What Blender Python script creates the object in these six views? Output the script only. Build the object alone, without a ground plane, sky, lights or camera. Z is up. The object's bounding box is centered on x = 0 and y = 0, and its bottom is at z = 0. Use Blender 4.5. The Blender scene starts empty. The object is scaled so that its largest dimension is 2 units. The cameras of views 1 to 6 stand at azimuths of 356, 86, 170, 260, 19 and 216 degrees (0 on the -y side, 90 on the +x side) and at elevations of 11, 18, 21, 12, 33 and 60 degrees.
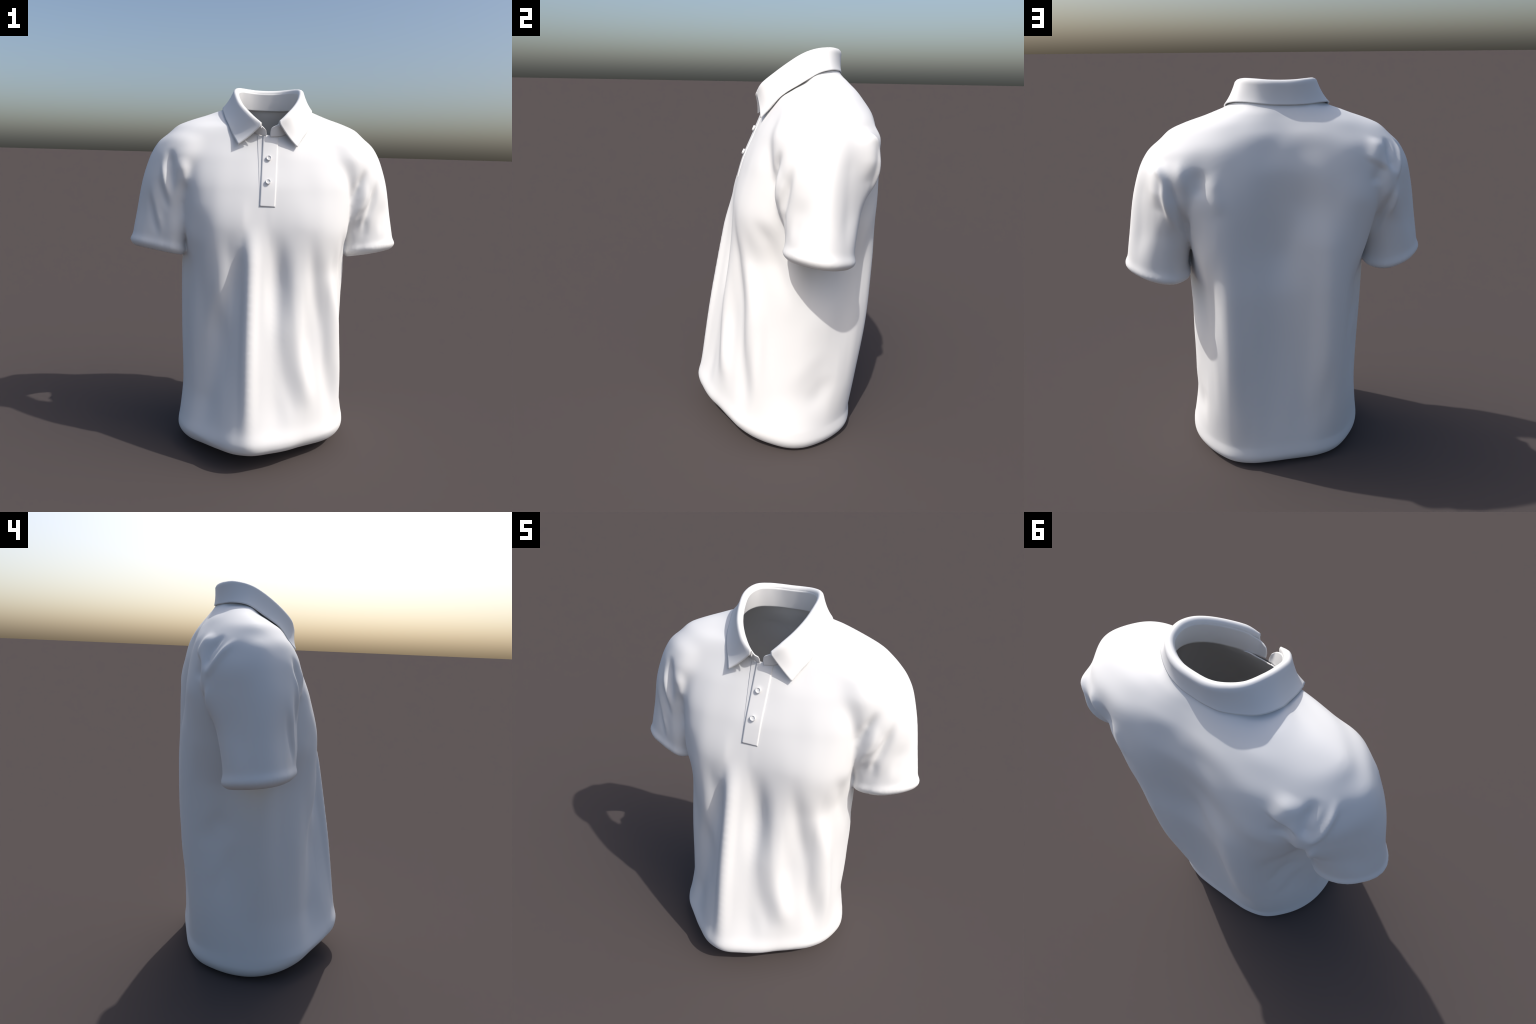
import bpy, bmesh, math
import numpy as np
from mathutils import Vector

# ------------------------------------------------------------------ helpers
def spline(keys, x):
    """Monotone cubic (PCHIP-like) curve through (x, value) keys."""
    k = np.array(keys, float); xs, ys = k[:, 0], k[:, 1]
    h = np.diff(xs); d = np.diff(ys) / h
    m = np.zeros_like(ys); m[0], m[-1] = d[0], d[-1]
    for i in range(1, len(xs) - 1):
        if d[i-1] * d[i] > 0:
            w1, w2 = 2*h[i] + h[i-1], h[i] + 2*h[i-1]
            m[i] = (w1 + w2) / (w1/d[i-1] + w2/d[i])
    x = np.clip(x, xs[0], xs[-1])
    i = np.clip(np.searchsorted(xs, x) - 1, 0, len(xs) - 2)
    t = (x - xs[i]) / h[i]
    return ((2*t**3 - 3*t**2 + 1)*ys[i] + (t**3 - 2*t**2 + t)*h[i]*m[i]
            + (-2*t**3 + 3*t**2)*ys[i+1] + (t**3 - t**2)*h[i]*m[i+1])

def curve3(points, n):
    """Smooth 3D curve through control points (Catmull-Rom on chord length)."""
    P = np.array(points, float)
    c = np.concatenate([[0], np.cumsum(np.sqrt(np.linalg.norm(np.diff(P, axis=0), axis=1)))])
    M = np.zeros_like(P)
    M[1:-1] = (P[2:] - P[:-2]) / (c[2:] - c[:-2])[:, None]
    M[0] = (P[1]-P[0])/(c[1]-c[0]); M[-1] = (P[-1]-P[-2])/(c[-1]-c[-2])
    def ev(q):
        i = np.clip(np.searchsorted(c, q) - 1, 0, len(c)-2); h = (c[i+1]-c[i]); t = ((q-c[i])/h)[:, None]; h = h[:, None]
        return ((2*t**3-3*t**2+1)*P[i] + (t**3-2*t**2+t)*h*M[i] + (-2*t**3+3*t**2)*P[i+1] + (t**3-t**2)*h*M[i+1])
    D = ev(np.linspace(0, c[-1], 600))
    L = np.concatenate([[0], np.cumsum(np.linalg.norm(np.diff(D, axis=0), axis=1))])
    s = np.linspace(0, L[-1], n)
    return np.stack([np.interp(s, L, D[:, j]) for j in range(3)], 1)

def sstep(a, b, x):
    t = np.clip((x - a) / (b - a), 0, 1); return t*t*(3 - 2*t)

def smin(a, b, k):
    h = np.clip(0.5 + 0.5*(b - a)/k, 0, 1)
    return b*(1 - h) + a*h - k*h*(1 - h)

def smax(a, b, k): return -smin(-a, -b, k)

# ------------------------------------------------------------------ shirt body: horizontal sections, hand-set control points
# Each level: height, centre y, then (x, y) points from the front centre round the wearer's left (+x) to the spine,
# and from the front centre round the wearer's right (-x).
MIRROR = None
TORSO = [
    (.13, .0, [(-.09, -.464), (.02, -.435), (.12, -.392), (.20, -.338), (.28, -.287), (.36, -.230), (.42, -.160), (.464, -.06), (.481, .03), (.472, .11), (.432, .205), (.375, .287), (.300, .355), (.2, .391), (.1, .399), (0, .399)],
     [(-.17, -.442), (-.27, -.355), (-.36, -.252), (-.43, -.165), (-.472, -.05), (-.472, .06), (-.434, .185), (-.366, .285), (-.28, .361), (-.18, .393), (-.08, .399)]),
    (.35, .02, [(-.105, -.425), (-.04, -.400), (.04, -.362), (.12, -.345), (.20, -.318), (.29, -.252), (.36, -.190), (.415, -.145), (.442, -.045), (.452, .06), (.43, .18), (.397, .284), (.34, .358), (.27, .40), (.18, .405), (.1, .398), (0, .395)],
     [(-.16, -.392), (-.22, -.338), (-.30, -.230), (-.39, -.150), (-.442, -.05), (-.458, .05), (-.434, .15), (-.375, .27), (-.31, .36), (-.25, .400), (-.18, .405), (-.08, .394)]),
    (.70, .04, [(-.105, -.363), (-.05, -.345), (.02, -.315), (.09, -.312), (.16, -.284), (.24, -.228), (.31, -.204), (.38, -.175), (.414, -.07), (.441, .02), (.452, .10), (.435, .20), (.396, .29), (.345, .388), (.28, .436), (.2, .426), (.1, .402), (0, .393)],
     [(-.155, -.315), (-.20, -.265), (-.25, -.222), (-.32, -.190), (-.385, -.142), (-.440, -.03), (-.468, .07), (-.432, .15), (-.363, .245), (-.325, .345), (-.27, .420), (-.2, .446), (-.1, .410)]),
    (1.0, .06, [(-.10, -.308), (-.04, -.288), (.04, -.247), (.10, -.253), (.17, -.258), (.24, -.232), (.31, -.195), (.365, -.140), (.413, -.05), (.453, .06), (.435, .14), (.405, .24), (.36, .365), (.28, .445), (.2, .435), (.1, .408), (0, .402)],
     [(-.15, -.262), (-.20, -.240), (-.26, -.236), (-.31, -.210), (-.37, -.145), (-.432, -.02), (-.470, .08), (-.438, .16), (-.382, .250), (-.335, .345), (-.27, .435), (-.2, .459), (-.1, .428)]),
    (1.25, .08, [(0, -.248), (.1, -.249), (.2, -.244), (.3, -.220), (.38, -.170), (.435, -.09), (.447, .03), (.440, .15), (.435, .29), (.385, .395), (.285, .440), (.2, .425), (.1, .390), (0, .380)],
     [(-.1, -.255), (-.2, -.245), (-.3, -.220), (-.38, -.170), (-.435, -.09), (-.447, .03), (-.440, .15), (-.432, .285), (-.375, .376), (-.285, .435), (-.2, .455), (-.1, .428)]),
    (1.45, .10, [(0, -.203), (.1, -.200), (.2, -.190), (.3, -.172), (.39, -.130), (.45, -.05), (.48, .05), (.49, .16), (.475, .28), (.42, .385), (.30, .436), (.2, .430), (.1, .402), (0, .388)], MIRROR),
    (1.6, .12, [(0, -.140), (.1, -.138), (.2, -.128), (.3, -.110), (.4, -.075), (.47, -.02), (.515, .07), (.535, .16), (.52, .26), (.465, .350), (.36, .402), (.2, .418), (.1, .405), (0, .397)], MIRROR),
    (1.7, .13, [(0, -.100), (.1, -.090), (.2, -.072), (.3, -.055), (.4, -.030), (.485, .01), (.545, .09), (.56, .16), (.54, .24), (.47, .325), (.34, .382), (.2, .392), (.1, .382), (0, .378)], MIRROR),
    (1.77, .135, [(0, -.070), (.1, -.057), (.2, -.028), (.3, -.010), (.39, .020), (.46, .07), (.515, .135), (.505, .19), (.465, .25), (.36, .318), (.2, .358), (0, .350)], MIRROR),
    (1.81, .135, [(0, -.045), (.1, -.025), (.2, .025), (.3, .058), (.375, .09), (.43, .14), (.415, .20), (.33, .285), (.18, .328), (0, .325)], MIRROR),
    (1.85, .135, [(0, -.020), (.1, .003), (.17, .065), (.245, .105), (.31, .15), (.305, .21), (.23, .268), (.12, .298), (0, .298)], MIRROR),
    (1.89, .135, [(0, .0), (.1, .01), (.17, .05), (.21, .10), (.22, .14), (.2, .20), (.155, .243), (.08, .269), (0, .274)], MIRROR),
    (1.98, .135, [(0, .02), (.1, .03), (.16, .07), (.19, .11), (.195, .14), (.18, .20), (.14, .225), (.07, .245), (0, .25)], MIRROR),
]
# sleeve of the wearer's left arm (the other is its mirror): height, centre, front points from the outer edge inwards, back points
SLEEVE = [
    (1.05, (.60, .115), [(.764, .12), (.705, .03), (.63, -.015), (.54, -.044), (.480, -.022), (.462, .1)], [(.70, .22), (.62, .268), (.53, .27), (.475, .22)]),
    (1.15, (.59, .12), [(.754, .12), (.70, .03), (.62, -.018), (.54, -.048), (.475, -.032), (.457, .1)], [(.695, .225), (.61, .275), (.53, .28), (.475, .23)]),
    (1.3, (.56, .13), [(.728, .13), (.675, .04), (.595, -.02), (.50, -.056), (.44, -.045), (.425, .12)], [(.665, .225), (.59, .29), (.51, .308), (.445, .26)]),
    (1.5, (.51, .14), [(.688, .14), (.64, .03), (.55, -.045), (.46, -.075), (.38, -.02), (.36, .14)], [(.637, .237), (.572, .322), (.50, .380), (.40, .345)]),
    (1.6, (.48, .145), [(.657, .145), (.61, .04), (.52, -.045), (.44, -.075), (.35, .0), (.33, .14)], [(.612, .252), (.545, .338), (.475, .386), (.37, .30)]),
    (1.68, (.45, .145), [(.614, .145), (.575, .06), (.49, -.02), (.41, -.04), (.34, .03), (.31, .14)], [(.57, .24), (.51, .315), (.43, .34), (.34, .27)]),
    (1.74, (.42, .14), [(.553, .14), (.515, .07), (.45, .02), (.38, .02), (.32, .07), (.30, .14)], [(.515, .215), (.45, .26), (.38, .26), (.32, .22)]),
    (1.78, (.41, .14), [(.46, .14), (.45, .11), (.42, .09), (.39, .10), (.36, .12), (.35, .14)], [(.45, .17), (.42, .19), (.39, .18), (.36, .16)]),
]
NT, DZ = 720, .0025
THETA = np.linspace(-math.pi, math.pi, NT+1)

def polar_loop(points, centre):
    """Radius as a smooth periodic function of angle through the loop's points."""
    P = np.array(points, float) - np.array(centre)
    a, r = np.arctan2(P[:, 1], P[:, 0]), np.hypot(P[:, 0], P[:, 1])
    o = np.argsort(a); a, r = a[o], r[o]
    A = np.concatenate([a-2*math.pi, a, a+2*math.pi]); R = np.tile(r, 3)
    m = np.gradient(R, A)
    i = np.clip(np.searchsorted(A, THETA)-1, 0, len(A)-2); h = A[i+1]-A[i]; t = (THETA-A[i])/h
    return (2*t**3-3*t**2+1)*R[i] + (t**3-2*t**2+t)*h*m[i] + (-2*t**3+3*t**2)*R[i+1] + (t**3-t**2)*h*m[i+1]

def loft_table(levels):
    """Section radius over (height, angle), and the centre line over height."""
    zs = [l[0] for l in levels]; grid = np.arange(zs[0], zs[-1]+DZ, DZ)
    loops = np.array([polar_loop(l[2], l[1]) for l in levels])
    tab = np.stack([spline(list(zip(zs, loops[:, j])), grid) for j in range(NT+1)], 1)
    cx = spline([(z, l[1][0]) for z, l in zip(zs, levels)], grid); cy = spline([(z, l[1][1]) for z, l in zip(zs, levels)], grid)
    return zs[0], tab, cx, cy

def close_loop(right, left):
    if left is None: left = [(-x, y) for x, y in right if abs(x) > 1e-6]
    return right + left

T0, T_TAB, T_CX, T_CY = loft_table([(z, (0, cy), close_loop(r, l)) for z, cy, r, l in TORSO])
S0, S_TAB, S_CX, S_CY = loft_table([(z, c, f + b) for z, c, f, b in SLEEVE])

def loft_raw(x, y, z, z0, tab, cxs, cys, swell):
    q = np.clip((z - z0)/DZ, 0, len(tab)-1.001); i = q.astype(int); t = q - i
    dx, dy = x - (cxs[i]*(1-t) + cxs[i+1]*t), y - (cys[i]*(1-t) + cys[i+1]*t)
    a = (np.arctan2(dy, dx) + math.pi)/(2*math.pi)*NT; j = np.clip(a.astype(int), 0, NT-1); u = a - j
    r = (tab[i, j]*(1-u) + tab[i, j+1]*u)*(1-t) + (tab[i+1, j]*(1-u) + tab[i+1, j+1]*u)*t
    return np.hypot(dx, dy) - (r + swell)

def hem_height(x, y):
    q = .08 - y
    return .095*(q + np.sqrt(q*q + .004))

def torso_raw(x, y, z):
    zh = z - hem_height(x, y)
    t = np.clip((.075 - zh)/.075, 0, 1)
    swell = -.062*(1 - np.sqrt(np.maximum(1 - t*t, 0))) + .006*np.exp(-((zh - .075)/.045)**2) 
    return loft_raw(x, y, z, T0, T_TAB, T_CX, T_CY, swell)

def cuff_height(x, y):
    return 1.085 + .17*(np.abs(x) - .6) - .13*(y - .1)

def sleeve_raw(x, y, z):
    y = y - np.where(x > 0, .028*sstep(.64, .52, x)*sstep(1.32, 1.2, z), -.018*sstep(.57, .50, -x)*sstep(1.38, 1.2, z))*sstep(.14, .0, y)
    zh = z - cuff_height(x, y)
    t = np.clip((.04 - zh)/.04, 0, 1)
    swell = .011*np.exp(-((zh - .03)/.026)**2) - .025*(1 - np.sqrt(np.maximum(1 - t*t, 0)))
    return loft_raw(np.abs(x), y, z, S0, S_TAB, S_CX, S_CY, swell)

def as_distance(f, x, y, z, e=.002):
    c = f(x, y, z)
    gx = f(x+e, y, z) - f(x-e, y, z); gy = f(x, y+e, z) - f(x, y-e, z); gz = f(x, y, z+e) - f(x, y, z-e)
    g = np.sqrt(gx*gx + gy*gy + gz*gz)/(2*e)
    return c/np.clip(g, .5, 12)

def body_field(x, y, z):
    t = as_distance(torso_raw, x, y, z)
    t = np.maximum(t, np.maximum(-(z - hem_height(x, y)) - .012, z - 1.96))
    s = as_distance(sleeve_raw, x, y, z)
    s = np.maximum(s, np.maximum(cuff_height(x, y) - z - .012, z - 1.78))
    s = s + .06*sstep(1.69, 1.78, z)
    k = .008 + .042*sstep(1.32, 1.65, z)
    return smin(t, s, k)

def field_gradient(P, e=.0015):
    x, y, z = P.T
    g = np.stack([body_field(x+e, y, z) - body_field(x-e, y, z), body_field(x, y+e, z) - body_field(x, y-e, z),
                  body_field(x, y, z+e) - body_field(x, y, z-e)], 1)/(2*e)
    return g

# ------------------------------------------------------------------ surface nets over the field
def polygonize(f, lo, hi, h):
    ax = [np.arange(l, u + h, h) for l, u in zip(lo, hi)]
    V = np.empty([len(a) for a in ax], np.float32)
    X, Y = np.meshgrid(ax[0], ax[1], indexing='ij')
    # coarse pass first, so that the fine pass only visits points close to the surface
    m = 4; band = h*m*1.6
    Xc, Yc, Zc = np.meshgrid(ax[0][::m], ax[1][::m], ax[2][::m], indexing='ij')
    C = f(Xc, Yc, Zc)
    near = np.abs(C) < band
    for k, zz in enumerate(ax[2]):
        kc = min((k + m//2)//m, C.shape[2]-1)
        ii = np.minimum((np.arange(len(ax[0])) + m//2)//m, C.shape[0]-1); jj = np.minimum((np.arange(len(ax[1])) + m//2)//m, C.shape[1]-1)
        slab = C[np.ix_(ii, jj, [kc])][..., 0].copy(); msk = near[np.ix_(ii, jj, [kc])][..., 0]
        slab[msk] = f(X[msk], Y[msk], np.full(msk.sum(), zz))
        V[:, :, k] = slab
    S = V < 0
    acc = np.zeros([n-1 for n in V.shape] + [3]); cnt = np.zeros([n-1 for n in V.shape])
    nx, ny, nz = V.shape
    for axis in range(3):
        for o1 in (0, 1):
            for o2 in (0, 1):
                sl = [None]*3; sh = [None]*3; others = [a for a in range(3) if a != axis]
                sl[axis] = slice(0, -1); sh[axis] = slice(1, None)
                for a, o in zip(others, (o1, o2)):
                    sl[a] = sh[a] = slice(o, V.shape[a]-1+o)
                A, B = V[tuple(sl)], V[tuple(sh)]
                c = (A < 0) != (B < 0)
                t = np.where(c, A/np.where(c, A-B, 1), 0)
                acc[..., axis] += np.where(c, t, 0); acc[..., others[0]] += c*o1; acc[..., others[1]] += c*o2
                cnt += c
    idx = -np.ones(cnt.shape, int); act = cnt > 0; idx[act] = np.arange(act.sum())
    ijk = np.argwhere(act)
    P = (ijk + acc[act]/cnt[act][:, None])*h + np.array(lo)
    quads = []
    for axis in range(3):
        a, b = [(1, 2), (2, 0), (0, 1)][axis]
        sl = [slice(None)]*3; sh = [slice(None)]*3
        sl[axis] = slice(0, -1); sh[axis] = slice(1, None)
        c = S[tuple(sl)] != S[tuple(sh)]
        E = np.argwhere(c); E = E[(E[:, a] > 0) & (E[:, b] > 0)]
        inside = S[tuple(E.T)]
        def at(da, db):
            q = E.copy(); q[:, a] -= da; q[:, b] -= db; return idx[tuple(q.T)]
        Q = np.stack([at(1, 1), at(0, 1), at(0, 0), at(1, 0)], 1)
        Q[~inside] = Q[~inside][:, ::-1]
        quads.append(Q)
    return P, np.concatenate(quads)

def relax(P, Q, f, rounds):
    E = np.concatenate([Q[:, [0, 1]], Q[:, [1, 2]], Q[:, [2, 3]], Q[:, [3, 0]]])
    E = np.concatenate([E, E[:, ::-1]])
    deg = np.bincount(E[:, 0], minlength=len(P))[:, None]
    for r in range(rounds):
        A = np.stack([np.bincount(E[:, 0], P[E[:, 1], j], len(P)) for j in range(3)], 1)/deg
        P = P + .5*(A - P)
        for _ in range(2 if r == rounds-1 else 1):
            g = field_gradient(P); v = f(*P.T)
            P = P - (v/np.maximum((g*g).sum(1), .05)*.9)[:, None]*g
    return P

# ------------------------------------------------------------------ cloth folds: strokes that lift or sink the surface
# (path points, half width, height in metres [positive = ridge, negative = groove], fade in, fade out as shares of the path)
FOLDS = [
    # drapes of the front
    ([(-.10, -.25, 1.29), (-.105, -.30, 1.03), (-.108, -.35, .77), (-.11, -.395, .50), (-.10, -.44, .18)], .046, .012, .2, .5),
    ([(-.05, -.28, 1.15), (-.045, -.32, .85), (-.03, -.37, .5)], .045, -.004, .4, .4),
    ([(.03, -.258, 1.27), (.045, -.28, .889), (.095, -.335, .463), (.19, -.33, .20)], .045, -.010, .3, .3),
    ([(.11, -.25, 1.27), (.13, -.272, .889), (.185, -.30, .5), (.27, -.28, .22)], .045, .014, .3, .3),
    ([(.20, -.24, 1.28), (.25, -.23, .95), (.29, -.19, .69), (.335, -.20, .41), (.38, -.18, .20)], .042, -.013, .3, .3),
    ([(.30, -.215, 1.2), (.335, -.18, .95), (.375, -.13, .69), (.415, -.14, .41), (.43, -.12, .2)], .040, .011, .3, .3),
    ([(-.15, -.26, 1.20), (-.225, -.228, 1.04), (-.305, -.19, .75), (-.36, -.16, .55)], .045, .010, .3, .5),
    ([(-.155, -.27, 1.18), (-.175, -.27, 1.0), (-.20, -.255, .78)], .035, -.010, .3, .5),
    ([(-.36, -.17, 1.38), (-.37, -.17, 1.2), (-.38, -.14, 1.0)], .06, -.010, .4, .4),
    # sides
    ([(.373, -.177, 1.28), (.426, -.10, 1.132), (.431, -.02, .94), (.433, .056, .762)], .045, -.012, .3, .5),
    ([(.407, .241, .44), (.43, .183, .327), (.452, .126, .226)], .05, -.005, .4, .4),
    ([(.40, .20, .62), (.435, .10, .48), (.445, .02, .36)], .05, .003, .4, .4),
    ([(-.435, .082, .838), (-.429, .101, .651), (-.416, .157, .456), (-.415, .202, .26)], .05, -.003, .4, .4),
    ([(-.408, .165, .83), (-.364, .266, .633), (-.348, .32, .473)], .05, .008, .4, .4),
    ([(-.39, .219, .894), (-.352, .305, .796), (-.339, .328, .668)], .05, -.008, .4, .4),
    # back of the wearer's left sleeve head (+x)
    ([(.572, .246, 1.675), (.542, .355, 1.597), (.537, .365, 1.518), (.525, .353, 1.425), (.498, .311, 1.33)], .016, .014, .3, .4),
    ([(.52, .363, 1.63), (.495, .375, 1.504), (.470, .336, 1.398), (.448, .24, 1.27)], .022, -.026, .4, .4),
    ([(.476, .351, 1.685), (.458, .387, 1.586), (.439, .40, 1.50)], .022, .006, .4, .4),
    ([(.372, .40, 1.648), (.39, .406, 1.595), (.403, .412, 1.50)], .035, -.012, .4, .4),
    ([(.33, .40, 1.64), (.33, .43, 1.55), (.31, .45, 1.42)], .035, .008, .4, .4),
    ([(.555, .31, 1.68), (.572, .335, 1.57), (.56, .31, 1.44)], .055, .022, .3, .4),
    # back of the wearer's right sleeve head (-x)
    ([(-.43, .32, 1.745), (-.42, .37, 1.69), (-.395, .405, 1.635)], .040, .013, .4, .2),
    ([(-.465, .385, 1.625), (-.44, .40, 1.59), (-.42, .405, 1.52)], .032, -.018, .3, .4),
    ([(-.493, .273, 1.732), (-.496, .351, 1.662), (-.515, .373, 1.575)], .024, -.018, .4, .3),
    ([(-.534, .229, 1.718), (-.556, .30, 1.655), (-.548, .358, 1.585), (-.52, .39, 1.545)], .018, .016, .4, .2),
    ([(-.525, .372, 1.535), (-.50, .368, 1.452), (-.470, .30, 1.33), (-.462, .249, 1.247)], .022, -.026, .4, .4),
    ([(-.55, .36, 1.53), (-.53, .36, 1.45), (-.50, .32, 1.34)], .018, .010, .4, .4),
    # front of the wearer's right sleeve (-x)
    ([(-.532, -.015, 1.665), (-.522, -.055, 1.53), (-.505, -.055, 1.37)], .028, -.019, .3, .5),
    ([(-.469, -.068, 1.615), (-.447, -.075, 1.524), (-.434, -.08, 1.432)], .032, .015, .4, .4),
    ([(-.567, -.006, 1.60), (-.556, -.042, 1.495), (-.527, -.051, 1.379)], .018, .009, .4, .4),
    ([(-.592, -.01, 1.517), (-.57, -.035, 1.425), (-.528, -.046, 1.306)], .022, -.009, .4, .4),
    ([(-.624, .018, 1.492), (-.597, -.013, 1.323), (-.554, -.043, 1.161)], .026, .009, .4, .4),
    ([(-.65, .03, 1.442), (-.625, -.002, 1.297), (-.585, -.037, 1.16)], .024, -.008, .4, .4),
    # front of the wearer's left sleeve (+x)
    ([(.532, -.044, 1.575), (.496, -.067, 1.489), (.468, -.059, 1.419), (.455, -.043, 1.35)], .024, -.022, .4, .5),
    ([(.61, .013, 1.53), (.596, -.02, 1.45), (.568, -.031, 1.35), (.545, -.043, 1.255), (.536, -.043, 1.16)], .024, -.017, .35, .3),
    ([(.548, -.047, 1.50), (.518, -.056, 1.40), (.486, -.044, 1.323), (.469, -.013, 1.247)], .020, .010, .35, .5),
    ([(.57, -.03, 1.46), (.545, -.045, 1.39), (.515, -.05, 1.33)], .014, .006, .4, .4),
    ([(.516, -.053, 1.365), (.501, -.042, 1.279), (.49, -.023, 1.198)], .020, -.008, .4, .4),
    ([(.655, .05, 1.40), (.645, .03, 1.30), (.64, .015, 1.19)], .030, -.006, .4, .4),
]

def fold_offset(P):
    out = np.zeros(len(P))
    for path, w, a, fin, fout in FOLDS:
        C = curve3(path, 50)
        lo, hi = C.min(0) - 3*w, C.max(0) + 3*w
        k = np.where(((P > lo) & (P < hi)).all(1))[0]
        if len(k) == 0: continue
        p = P[k]; d2 = np.full(len(k), 1e9); t = np.zeros(len(k))
        for i in range(len(C)-1):
            ab = C[i+1]-C[i]; L = ab@ab
            q = np.clip(((p - C[i])@ab)/L, 0, 1)
            d = ((p - C[i] - q[:, None]*ab)**2).sum(1)
            m = d < d2; d2[m] = d[m]; t[m] = (i + q[m])/(len(C)-1)
        out[k] += a*sstep(0, fin, t)*sstep(1, 1-fout, t)*np.exp(-d2/(w*w))
    return out

H = .0085
P, Q = polygonize(body_field, (-.83, -.56, -.05), (.83, .54, 2.0), H)
P = relax(P, Q, body_field, 6)
def soften(P, Q, weight, rounds):
    """Volume-keeping (Taubin) smoothing where weight > 0."""
    E = np.concatenate([Q[:, [0, 1]], Q[:, [1, 2]], Q[:, [2, 3]], Q[:, [3, 0]]]); E = np.concatenate([E, E[:, ::-1]])
    deg = np.bincount(E[:, 0], minlength=len(P))[:, None]
    for r in range(rounds):
        for k in (.6, -.56):
            A = np.stack([np.bincount(E[:, 0], P[E[:, 1], j], len(P)) for j in range(3)], 1)/deg
            P = P + k*weight[:, None]*(A - P)
    return P
x, y, z = P.T
P = soften(P, Q, sstep(1.5, 1.66, z)*sstep(.22, .36, np.abs(x)), 260)
P = soften(P, Q, sstep(.16, .22, z), 12)
P = soften(P, Q, sstep(.40, .43, np.abs(x))*sstep(.56, .52, np.abs(x))*sstep(1.15, 1.22, z)*sstep(1.5, 1.42, z), 60)
def mesh_normals(P, Q):
    n = np.cross(P[Q[:, 2]] - P[Q[:, 0]], P[Q[:, 3]] - P[Q[:, 1]])
    v = np.stack([sum(np.bincount(Q[:, k], n[:, j], len(P)) for k in range(4)) for j in range(3)], 1)
    return v/np.maximum(np.linalg.norm(v, axis=1), 1e-12)[:, None]
N = mesh_normals(P, Q)
N *= np.sign((N*field_gradient(P)).sum(1).mean())
P = P + N*fold_offset(P)[:, None]

# ------------------------------------------------------------------ neckline and openings
NECKLINE = [(-.018, -.098, 1.728), (.05, -.088, 1.738), (.105, -.055, 1.765), (.158, .005, 1.812), (.188, .07, 1.852),
            (.194, .14, 1.880), (.158, .217, 1.893), (.083, .258, 1.892), (0, .267, 1.891)]
NECK = NECKLINE + [(-x, y, z) for x, y, z in NECKLINE[-2::-1]]

def neck_cut(x, y):
    k = [(p[1], p[2]) for p in NECKLINE]; k = [(-.8, 1.35)] + k + [(.6, 2.0)]
    return spline(k, y) + .004 - .016*sstep(-.02, -.09, y)*sstep(.07, .03, np.abs(x))

def neck_inside(x, y):
    """How far a point lies inside the neckline loop, seen from above."""
    c = np.array([0, .09]); L = np.array(NECK)[:, :2] - c
    a, r = np.arctan2(L[:, 1], L[:, 0]), np.hypot(L[:, 0], L[:, 1]); o = np.argsort(a)
    A, R = np.concatenate([a[o]-2*math.pi, a[o], a[o]+2*math.pi]), np.tile(r[o], 3)
    return np.interp(np.arctan2(y - c[1], x - c[0]), A, R) + .004 - .006*sstep(.1, .2, y) - np.hypot(x - c[0], y - c[1])

def neck_level(x, y, z):
    return np.maximum(z - neck_cut(x, y), np.where(z > 1.74, neck_inside(x, y), -1.))

def bisect_by(bm, level):
    """Cut the mesh where a level function of position crosses zero and drop the positive side."""
    keep = bm.verts.layers.float_vector.new('rest')
    bm.verts.ensure_lookup_table(); A = np.array([v.co for v in bm.verts]); zz = level(*A.T)
    for v, q in zip(bm.verts, zz): v[keep] = v.co; v.co.z = q
    bmesh.ops.bisect_plane(bm, geom=bm.verts[:] + bm.edges[:] + bm.faces[:], plane_co=(0, 0, 0), plane_no=(0, 0, 1), clear_outer=True)
    keep = bm.verts.layers.float_vector['rest']
    for v in bm.verts: v.co = v[keep]
    bm.verts.layers.float_vector.remove(keep)

me = bpy.data.meshes.new('shirt_body')
me.from_pydata(P.tolist(), [], Q.tolist())
bm = bmesh.new(); bm.from_mesh(me)
bisect_by(bm, neck_level)
bm.verts.index_update()
bisect_by(bm, lambda x, y, z: hem_height(x, y) - z)
# cuffs: only the parts of the mesh that belong to the sleeves may be cut
bm.verts.ensure_lookup_table(); bm.verts.index_update()
VC = np.array([v.co for v in bm.verts])
lvl = cuff_height(VC[:, 0], VC[:, 1]) - VC[:, 2]
is_arm = (np.abs(VC[:, 0]) > .43) & (VC[:, 2] > 1.0) & (sleeve_raw(*VC.T) < .02) & (torso_raw(*VC.T) > .004)
is_arm |= (np.abs(VC[:, 0]) > .5) & (VC[:, 2] > 1.0)
for side in (1, -1):
    faces = [f for f in bm.faces if all(is_arm[v.index] and v.co.x*side > 0 for v in f.verts) and any(lvl[v.index] > -.03 for v in f.verts)]
    geom = set(faces)
    for f in faces: geom.update(f.verts); geom.update(f.edges)
    bmesh.ops.bisect_plane(bm, geom=list(geom), plane_co=(.6*side, .1, 1.085), plane_no=Vector((.17*side, -.13, -1)).normalized(), clear_outer=True)
    bm.verts.ensure_lookup_table(); bm.verts.index_update()
    VC = np.array([v.co for v in bm.verts]); lvl = cuff_height(VC[:, 0], VC[:, 1]) - VC[:, 2]
    is_arm = (np.abs(VC[:, 0]) > .43) & (VC[:, 2] > 1.0) & (sleeve_raw(*VC.T) < .02) & (torso_raw(*VC.T) > .004)
    is_arm |= (np.abs(VC[:, 0]) > .5) & (VC[:, 2] > 1.0)
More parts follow.
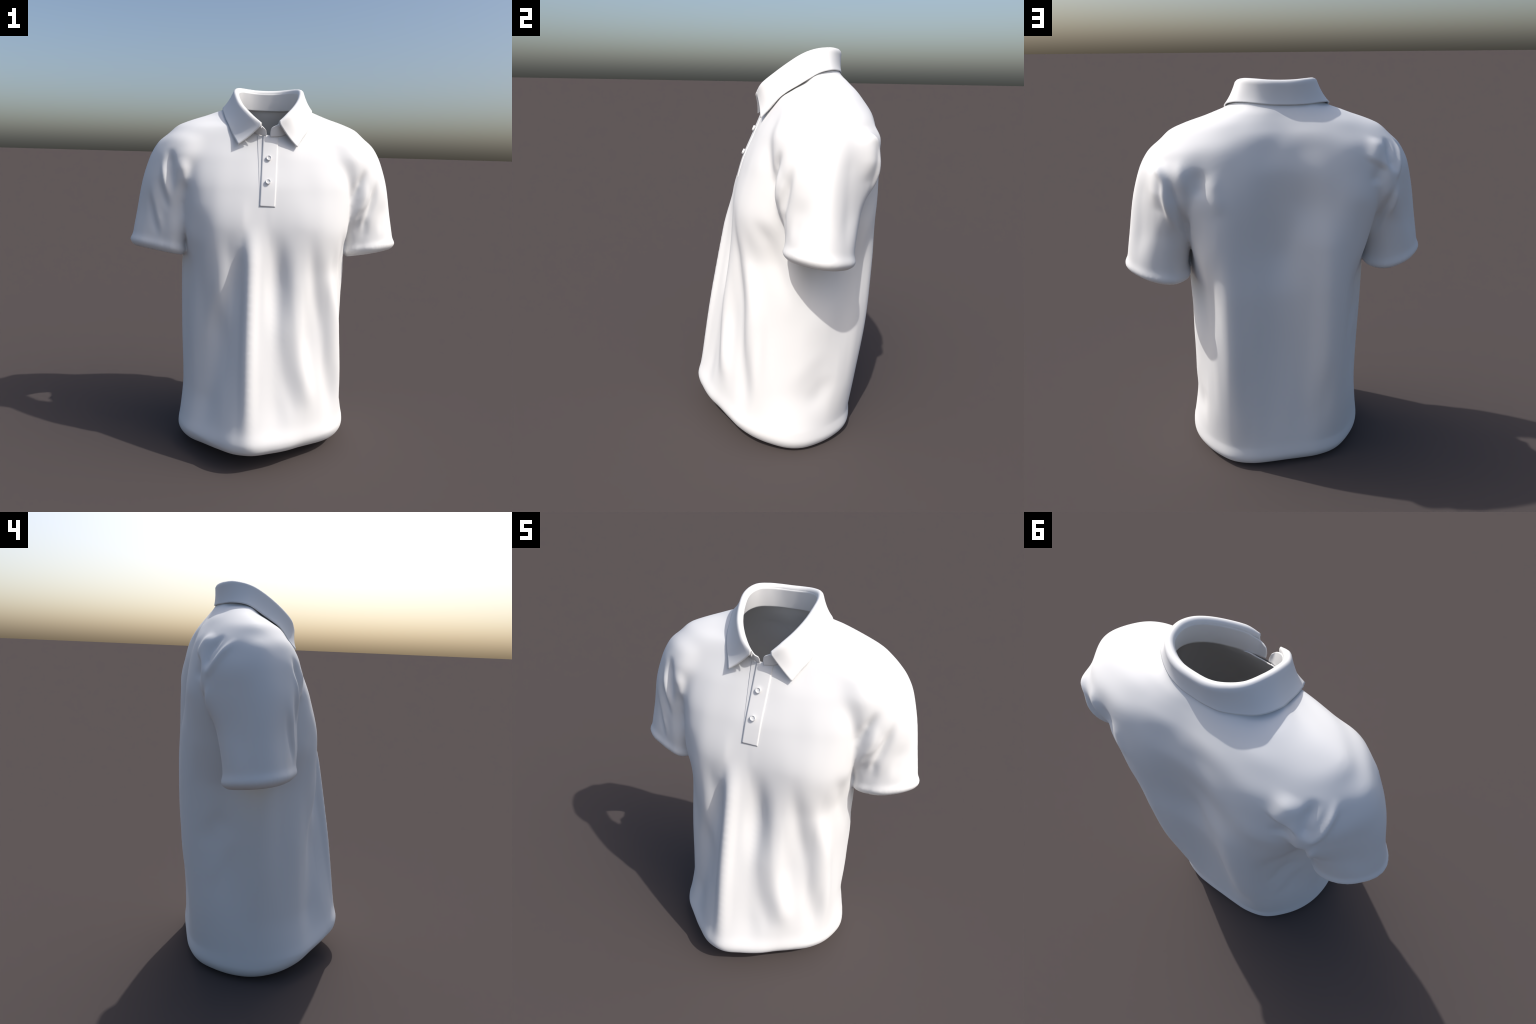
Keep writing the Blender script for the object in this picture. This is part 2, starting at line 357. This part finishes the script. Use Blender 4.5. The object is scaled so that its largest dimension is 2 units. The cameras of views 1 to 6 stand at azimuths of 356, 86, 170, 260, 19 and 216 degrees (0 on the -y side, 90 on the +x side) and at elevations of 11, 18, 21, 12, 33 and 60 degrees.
left = [v for v in bm.verts if abs(v.co.x) > .5 and v.co.z > 1.0 and cuff_height(v.co.x, v.co.y) - v.co.z > .002]
bmesh.ops.delete(bm, geom=left, context='VERTS')
bmesh.ops.remove_doubles(bm, verts=bm.verts[:], dist=.0008)
bmesh.ops.recalc_face_normals(bm, faces=bm.faces[:])
bm.to_mesh(me); bm.free()

def add_object(name, mesh, parent=None, mat=None, smooth=True):
    o = bpy.data.objects.new(name, mesh); bpy.context.scene.collection.objects.link(o)
    if parent: o.parent = parent
    if mat: mesh.materials.append(mat)
    if smooth:
        mesh.polygons.foreach_set('use_smooth', [True]*len(mesh.polygons))
    return o

# ------------------------------------------------------------------ materials
def cloth(name, base, dark, rough=.7, weave=900.0, bump=.02):
    m = bpy.data.materials.new(name); m.use_nodes = True
    nt = m.node_tree; b = nt.nodes['Principled BSDF']
    tc = nt.nodes.new('ShaderNodeTexCoord')
    no = nt.nodes.new('ShaderNodeTexNoise'); no.inputs['Scale'].default_value = 3.0; no.inputs['Detail'].default_value = 3
    nt.links.new(tc.outputs['Object'], no.inputs['Vector'])
    cr = nt.nodes.new('ShaderNodeValToRGB')
    cr.color_ramp.elements[0].position = .35; cr.color_ramp.elements[0].color = (*dark, 1)
    cr.color_ramp.elements[1].position = .65; cr.color_ramp.elements[1].color = (*base, 1)
    nt.links.new(no.outputs['Fac'], cr.inputs['Fac']); nt.links.new(cr.outputs['Color'], b.inputs['Base Color'])
    b.inputs['Roughness'].default_value = rough
    b.inputs['Specular IOR Level'].default_value = .35
    if bump:
        w = nt.nodes.new('ShaderNodeTexNoise'); w.inputs['Scale'].default_value = weave
        nt.links.new(tc.outputs['Object'], w.inputs['Vector'])
        bp = nt.nodes.new('ShaderNodeBump'); bp.inputs['Strength'].default_value = bump; bp.inputs['Distance'].default_value = .001
        nt.links.new(w.outputs['Fac'], bp.inputs['Height']); nt.links.new(bp.outputs['Normal'], b.inputs['Normal'])
    return m

WHITE = cloth('white_cotton', (.80, .80, .80), (.792, .792, .792))
BUTTON = cloth('white_button', (.80, .80, .80), (.79, .79, .79), rough=.45, bump=0)

shirt = bpy.data.objects.new('polo_shirt', None); bpy.context.scene.collection.objects.link(shirt)
shirt['label'] = 'white short-sleeved polo shirt with folded collar and two buttons'
shirt['category'] = 'shirt'


def strip_mesh(name, rows):
    """Grid mesh from rows of points."""
    R = np.array(rows); n, m = R.shape[:2]
    F = [(i*m+j, i*m+j+1, (i+1)*m+j+1, (i+1)*m+j) for i in range(n-1) for j in range(m-1)]
    mm = bpy.data.meshes.new(name); mm.from_pydata(R.reshape(-1, 3).tolist(), [], F)
    return mm

def apply_mods(o):
    dg = bpy.context.evaluated_depsgraph_get()
    nm = bpy.data.meshes.new_from_object(o.evaluated_get(dg))
    o.modifiers.clear(); old = o.data; o.data = nm; nm.name = o.name; bpy.data.meshes.remove(old)

def thicken(o, t, offset):
    s = o.modifiers.new('thickness', 'SOLIDIFY'); s.thickness = t; s.offset = offset; s.use_even_offset = False
    apply_mods(o)

# ------------------------------------------------------------------ body: cloth thickness, then one mesh per sewn part
whole = add_object('shirt_body', me, None, WHITE)
thicken(whole, .005, -1)
me = whole.data
nv, nf = len(me.vertices), len(me.polygons)
VCO = np.empty(nv*3); me.vertices.foreach_get('co', VCO); VCO = VCO.reshape(-1, 3)
VNO = np.empty(nv*3); me.vertices.foreach_get('normal', VNO); VNO = VNO.reshape(-1, 3)
FACES = [tuple(p.vertices) for p in me.polygons]
CEN = np.array([VCO[list(f)].mean(0) for f in FACES])
cx, cy, cz = CEN.T
ds, dt = as_distance(sleeve_raw, cx, cy, cz), as_distance(torso_raw, cx, cy, cz)
on_sleeve = np.where(cz > 1.35, np.abs(cx) > .50 + .2*(cz - 1.33), (ds < dt) & (np.abs(cx) > .40) & (cz > 1.0))
part = np.where(cy < .09 + .05*sstep(1.2, 1.6, cz), 'front_panel', 'back_panel').astype(object)
part[cz - hem_height(cx, cy) < .115] = 'hem'
for side in (1, -1):
    m = on_sleeve & (cx*side > 0)
    part[m] = 'sleeve%d' % side
    part[m & (cz - cuff_height(cx, cy) < .062)] = 'cuff%d' % side
def region_object(name, mask, parent):
    fs = [FACES[i] for i in np.where(mask)[0]]
    used = np.unique(np.concatenate([np.array(f) for f in fs])); new = -np.ones(nv, int); new[used] = np.arange(len(used))
    m = bpy.data.meshes.new(name)
    m.from_pydata(VCO[used].tolist(), [], [tuple(int(new[v]) for v in f) for f in fs])
    o = add_object(name, m, parent, WHITE)
    m.normals_split_custom_set_from_vertices([tuple(n) for n in VNO[used]])
    return o
region_object('front_panel', part == 'front_panel', shirt)
region_object('back_panel', part == 'back_panel', shirt)
region_object('hem', part == 'hem', shirt)
for side in (1, -1):
    sl = region_object('sleeve', part == 'sleeve%d' % side, shirt)
    region_object('cuff', part == 'cuff%d' % side, sl)
bpy.data.objects.remove(whole)

# ------------------------------------------------------------------ collar
RIM = [(.040, -.128, 1.803), (.080, -.103, 1.840), (.125, -.050, 1.885), (.158, .010, 1.930), (.174, .07, 1.967), (.176, .13, 1.989),
       (.156, .195, 1.998), (.112, .237, 1.997), (.06, .258, 1.993), (0, .263, 1.991), (-.06, .260, 1.992), (-.112, .240, 1.995), (-.158, .200, 1.995),
       (-.180, .13, 1.980), (-.177, .06, 1.946), (-.155, -.02, 1.893), (-.107, -.09, 1.838), (-.054, -.128, 1.792)]
LEAF = [(.139, -.118, 1.676), (.166, -.081, 1.715), (.198, -.038, 1.755), (.228, .037, 1.820), (.241, .098, 1.861), (.240, .149, 1.888),
        (.200, .210, 1.900), (.12, .258, 1.895), (.06, .276, 1.890), (0, .281, 1.888), (-.06, .280, 1.887), (-.12, .268, 1.888), (-.21, .220, 1.892),
        (-.250, .150, 1.882), (-.243, .080, 1.845), (-.226, .009, 1.790), (-.198, -.061, 1.730), (-.172, -.118, 1.682)]
NS = 150
def by_keys(keys, n):
    # same parameter (control index) for matching curves, so the sections line up
    K = np.array(keys); q = np.linspace(0, len(K)-1, n); i = np.clip(q.astype(int), 0, len(K)-2); t = (q-i)[:, None]
    M = np.zeros_like(K); M[1:-1] = (K[2:]-K[:-2])/2; M[0] = K[1]-K[0]; M[-1] = K[-1]-K[-2]
    return (2*t**3-3*t**2+1)*K[i] + (t**3-2*t**2+t)*M[i] + (-2*t**3+3*t**2)*K[i+1] + (t**3-t**2)*M[i+1]
rim, leaf = by_keys(RIM, NS), by_keys(LEAF, NS)
tan = np.gradient(rim, axis=0); tan[:, 2] = 0; tan /= np.linalg.norm(tan, axis=1)[:, None]
out = np.stack([tan[:, 1], -tan[:, 0], 0*tan[:, 0]], 1)     # outward in plan
if (out[NS//2] @ np.array([0, 1, 0])) < 0: out = -out
down = np.array([0, 0, -1.])
rows = []
for i in range(NS):
    R, o, L = rim[i], out[i], leaf[i]
    e = min(i, NS-1-i)/(NS-1); rr = .014*(.35 + .65*min(1, e/.06))
    arc = [R - o*rr*.55 + down*.030, R - o*rr*.85 + down*.022, R - o*rr*.97 + down*.014, R - o*rr*.72 + down*.0055, R - o*rr*.35 + down*.0012, R,
           R + o*rr*.4 + down*.0015, R + o*rr*.75 + down*.006, R + o*rr + down*.015]
    a = arc[-1]; c = a*.45 + L*.55 - o*.010*(1 - min(1, e/.1)*.4) + down*.008
    t = np.linspace(0, 1, 15)[1:, None]
    rows.append(arc + list((1-t)**2*a + 2*t*(1-t)*c + t*t*L))
# the leaf hangs clear of the shirt: lift points that come too close to the body
LR = np.array(rows); ncol = LR.shape[1]
edge = LR[:, -1].copy()
for _ in range(4):
    d = body_field(*edge.T); g = field_gradient(edge); g /= np.maximum(np.linalg.norm(g, axis=1), .3)[:, None]
    edge += g*np.clip(.005 + .004*sstep(.16, .02, edge[:, 1]) - d, 0, .02)[:, None]
push = edge - LR[:, -1]
for _ in range(8): push[1:-1] = .25*push[:-2] + .5*push[1:-1] + .25*push[2:]
for j in range(9, ncol): LR[:, j] += push*((j - 8)/(ncol - 9))**1.4
rows = LR.tolist()
collar = add_object('collar', strip_mesh('collar', rows), shirt, WHITE)
thicken(collar, .0045, 0)

# collar stand: upright band inside the fold, with rounded front ends
stand_base = curve3([(-.003, -.103, 1.725)] + NECKLINE[1:] + [(-x, y, z) for x, y, z in NECKLINE[-2:0:-1]] + [(-.024, -.092, 1.727)], 220)
top_src = curve3([(.000, -.125, 1.795)] + RIM[0:1] + RIM[1:-1] + RIM[-1:] + [(-.030, -.118, 1.785)], 220)
rows = []
for i in range(220):
    B = stand_base[i]
    T = top_src[i].copy()
    j = np.argmin(((rim - T)**2).sum(1)); T = T - out[j]*.0145 + down*.016
    e = min(i, 219-i)/219; cut = min(1, e/.045); f = .38 + .62*(max(0, 1-(1-cut)**2.6))**(1/2.6)
    rows.append([B + down*.012*min(1, e/.06)*(1-q) + (T-B)*f*q for q in np.linspace(0, 1, 14)])
stand = add_object('collar_stand', strip_mesh('collar_stand', rows), shirt, WHITE)
thicken(stand, .005, 0)

# ------------------------------------------------------------------ placket on the chest
def front_y(x, z):
    """y of the shirt front at (x, z) by bisection on the body field."""
    x = np.atleast_1d(np.asarray(x, float)); z = np.atleast_1d(np.asarray(z, float)) + 0*x
    a, b = np.full_like(x, -.55), np.full_like(x, .10)
    for _ in range(40):
        m = (a+b)/2; v = body_field(x, m, z); a = np.where(v > 0, m, a); b = np.where(v > 0, b, m)
    return (a+b)/2

def panel(name, left, right, lift_left, lift_right, nz=60, nx=12):
    """Cloth strip lying on the chest between two edge lines [(x, z) top, (x, z) bottom]."""
    rows = []
    for q in np.linspace(0, 1, nz):
        zl = left[0][1]*(1-q) + left[1][1]*q; zr = right[0][1]*(1-q) + right[1][1]*q
        xl = left[0][0]*(1-q) + left[1][0]*q; xr = right[0][0]*(1-q) + right[1][0]*q
        u = np.linspace(0, 1, nx); x = xl*(1-u) + xr*u; z = zl*(1-u) + zr*u
        y = front_y(x, z) - (lift_left*(1-u) + lift_right*u)*(1 - .45*q)
        sk = (lift_left*(1-u) + lift_right*u)*(1 - .45*q) + .003
        row = [(x[0], y[0] + sk[0], z[0]), (x[0], y[0]+.001, z[0])]
        row += [(x[k], y[k], z[k]) for k in range(nx)]
        row += [(x[-1], y[-1]+.001, z[-1]), (x[-1], y[-1] + sk[-1], z[-1])]
        rows.append(row)
    last = [(x, y + .006, z - .0005) for x, y, z in rows[-1]]; rows.append(last)
    return add_object(name, strip_mesh(name, rows), shirt, WHITE)

placket = panel('placket', [(-.040, 1.736), (-.058, 1.373)], [(.040, 1.728), (.022, 1.370)], .007, .004)
under = panel('under_placket', [(-.070, 1.728), (-.0575, 1.40)], [(-.036, 1.728), (-.054, 1.40)], .0015, .003)

# ------------------------------------------------------------------ buttons
def lathe(name, prof, n=40):
    rows = []
    for k in range(n+1):
        a = 2*math.pi*k/n; rows.append([(r*math.cos(a), r*math.sin(a), z) for r, z in prof])
    m = strip_mesh(name, rows)
    b = bmesh.new(); b.from_mesh(m); bmesh.ops.remove_doubles(b, verts=b.verts[:], dist=1e-5)
    bmesh.ops.recalc_face_normals(b, faces=b.faces[:]); b.to_mesh(m); b.free(); return m
disc = lathe('button', [(0, 0), (.0125, 0), (.0138, .0015), (.0138, .007), (.0132, .0085), (.0118, .009), (.0102, .0085), (.0088, .0062), (.006, .0052), (0, .005)])
thread = bpy.data.meshes.new('button_thread')
b = bmesh.new()
for k in range(4):
    a = math.pi/4 + k*math.pi/2
    r = bmesh.ops.create_uvsphere(b, u_segments=10, v_segments=6, radius=.0016)
    bmesh.ops.translate(b, verts=r['verts'], vec=(.0032*math.cos(a), .0032*math.sin(a), .0052))
b.to_mesh(thread); b.free(); thread.materials.append(BUTTON)
for i, (x, z) in enumerate([(-.011, 1.615), (-.015, 1.496)]):
    o = add_object('button', disc if i == 0 else disc.copy(), shirt, BUTTON if i == 0 else None)
    e = .01; y = front_y(x, z)[0]
    ny = (front_y(x, z+e)[0] - front_y(x, z-e)[0])/(2*e)
    nrm = Vector((0, -1, ny)).normalized()
    o.location = Vector((x, y - .0068, z)) ; o.rotation_mode = 'QUATERNION'
    o.rotation_quaternion = nrm.to_track_quat('Z', 'Y')
    t = add_object('button_thread', thread, o)
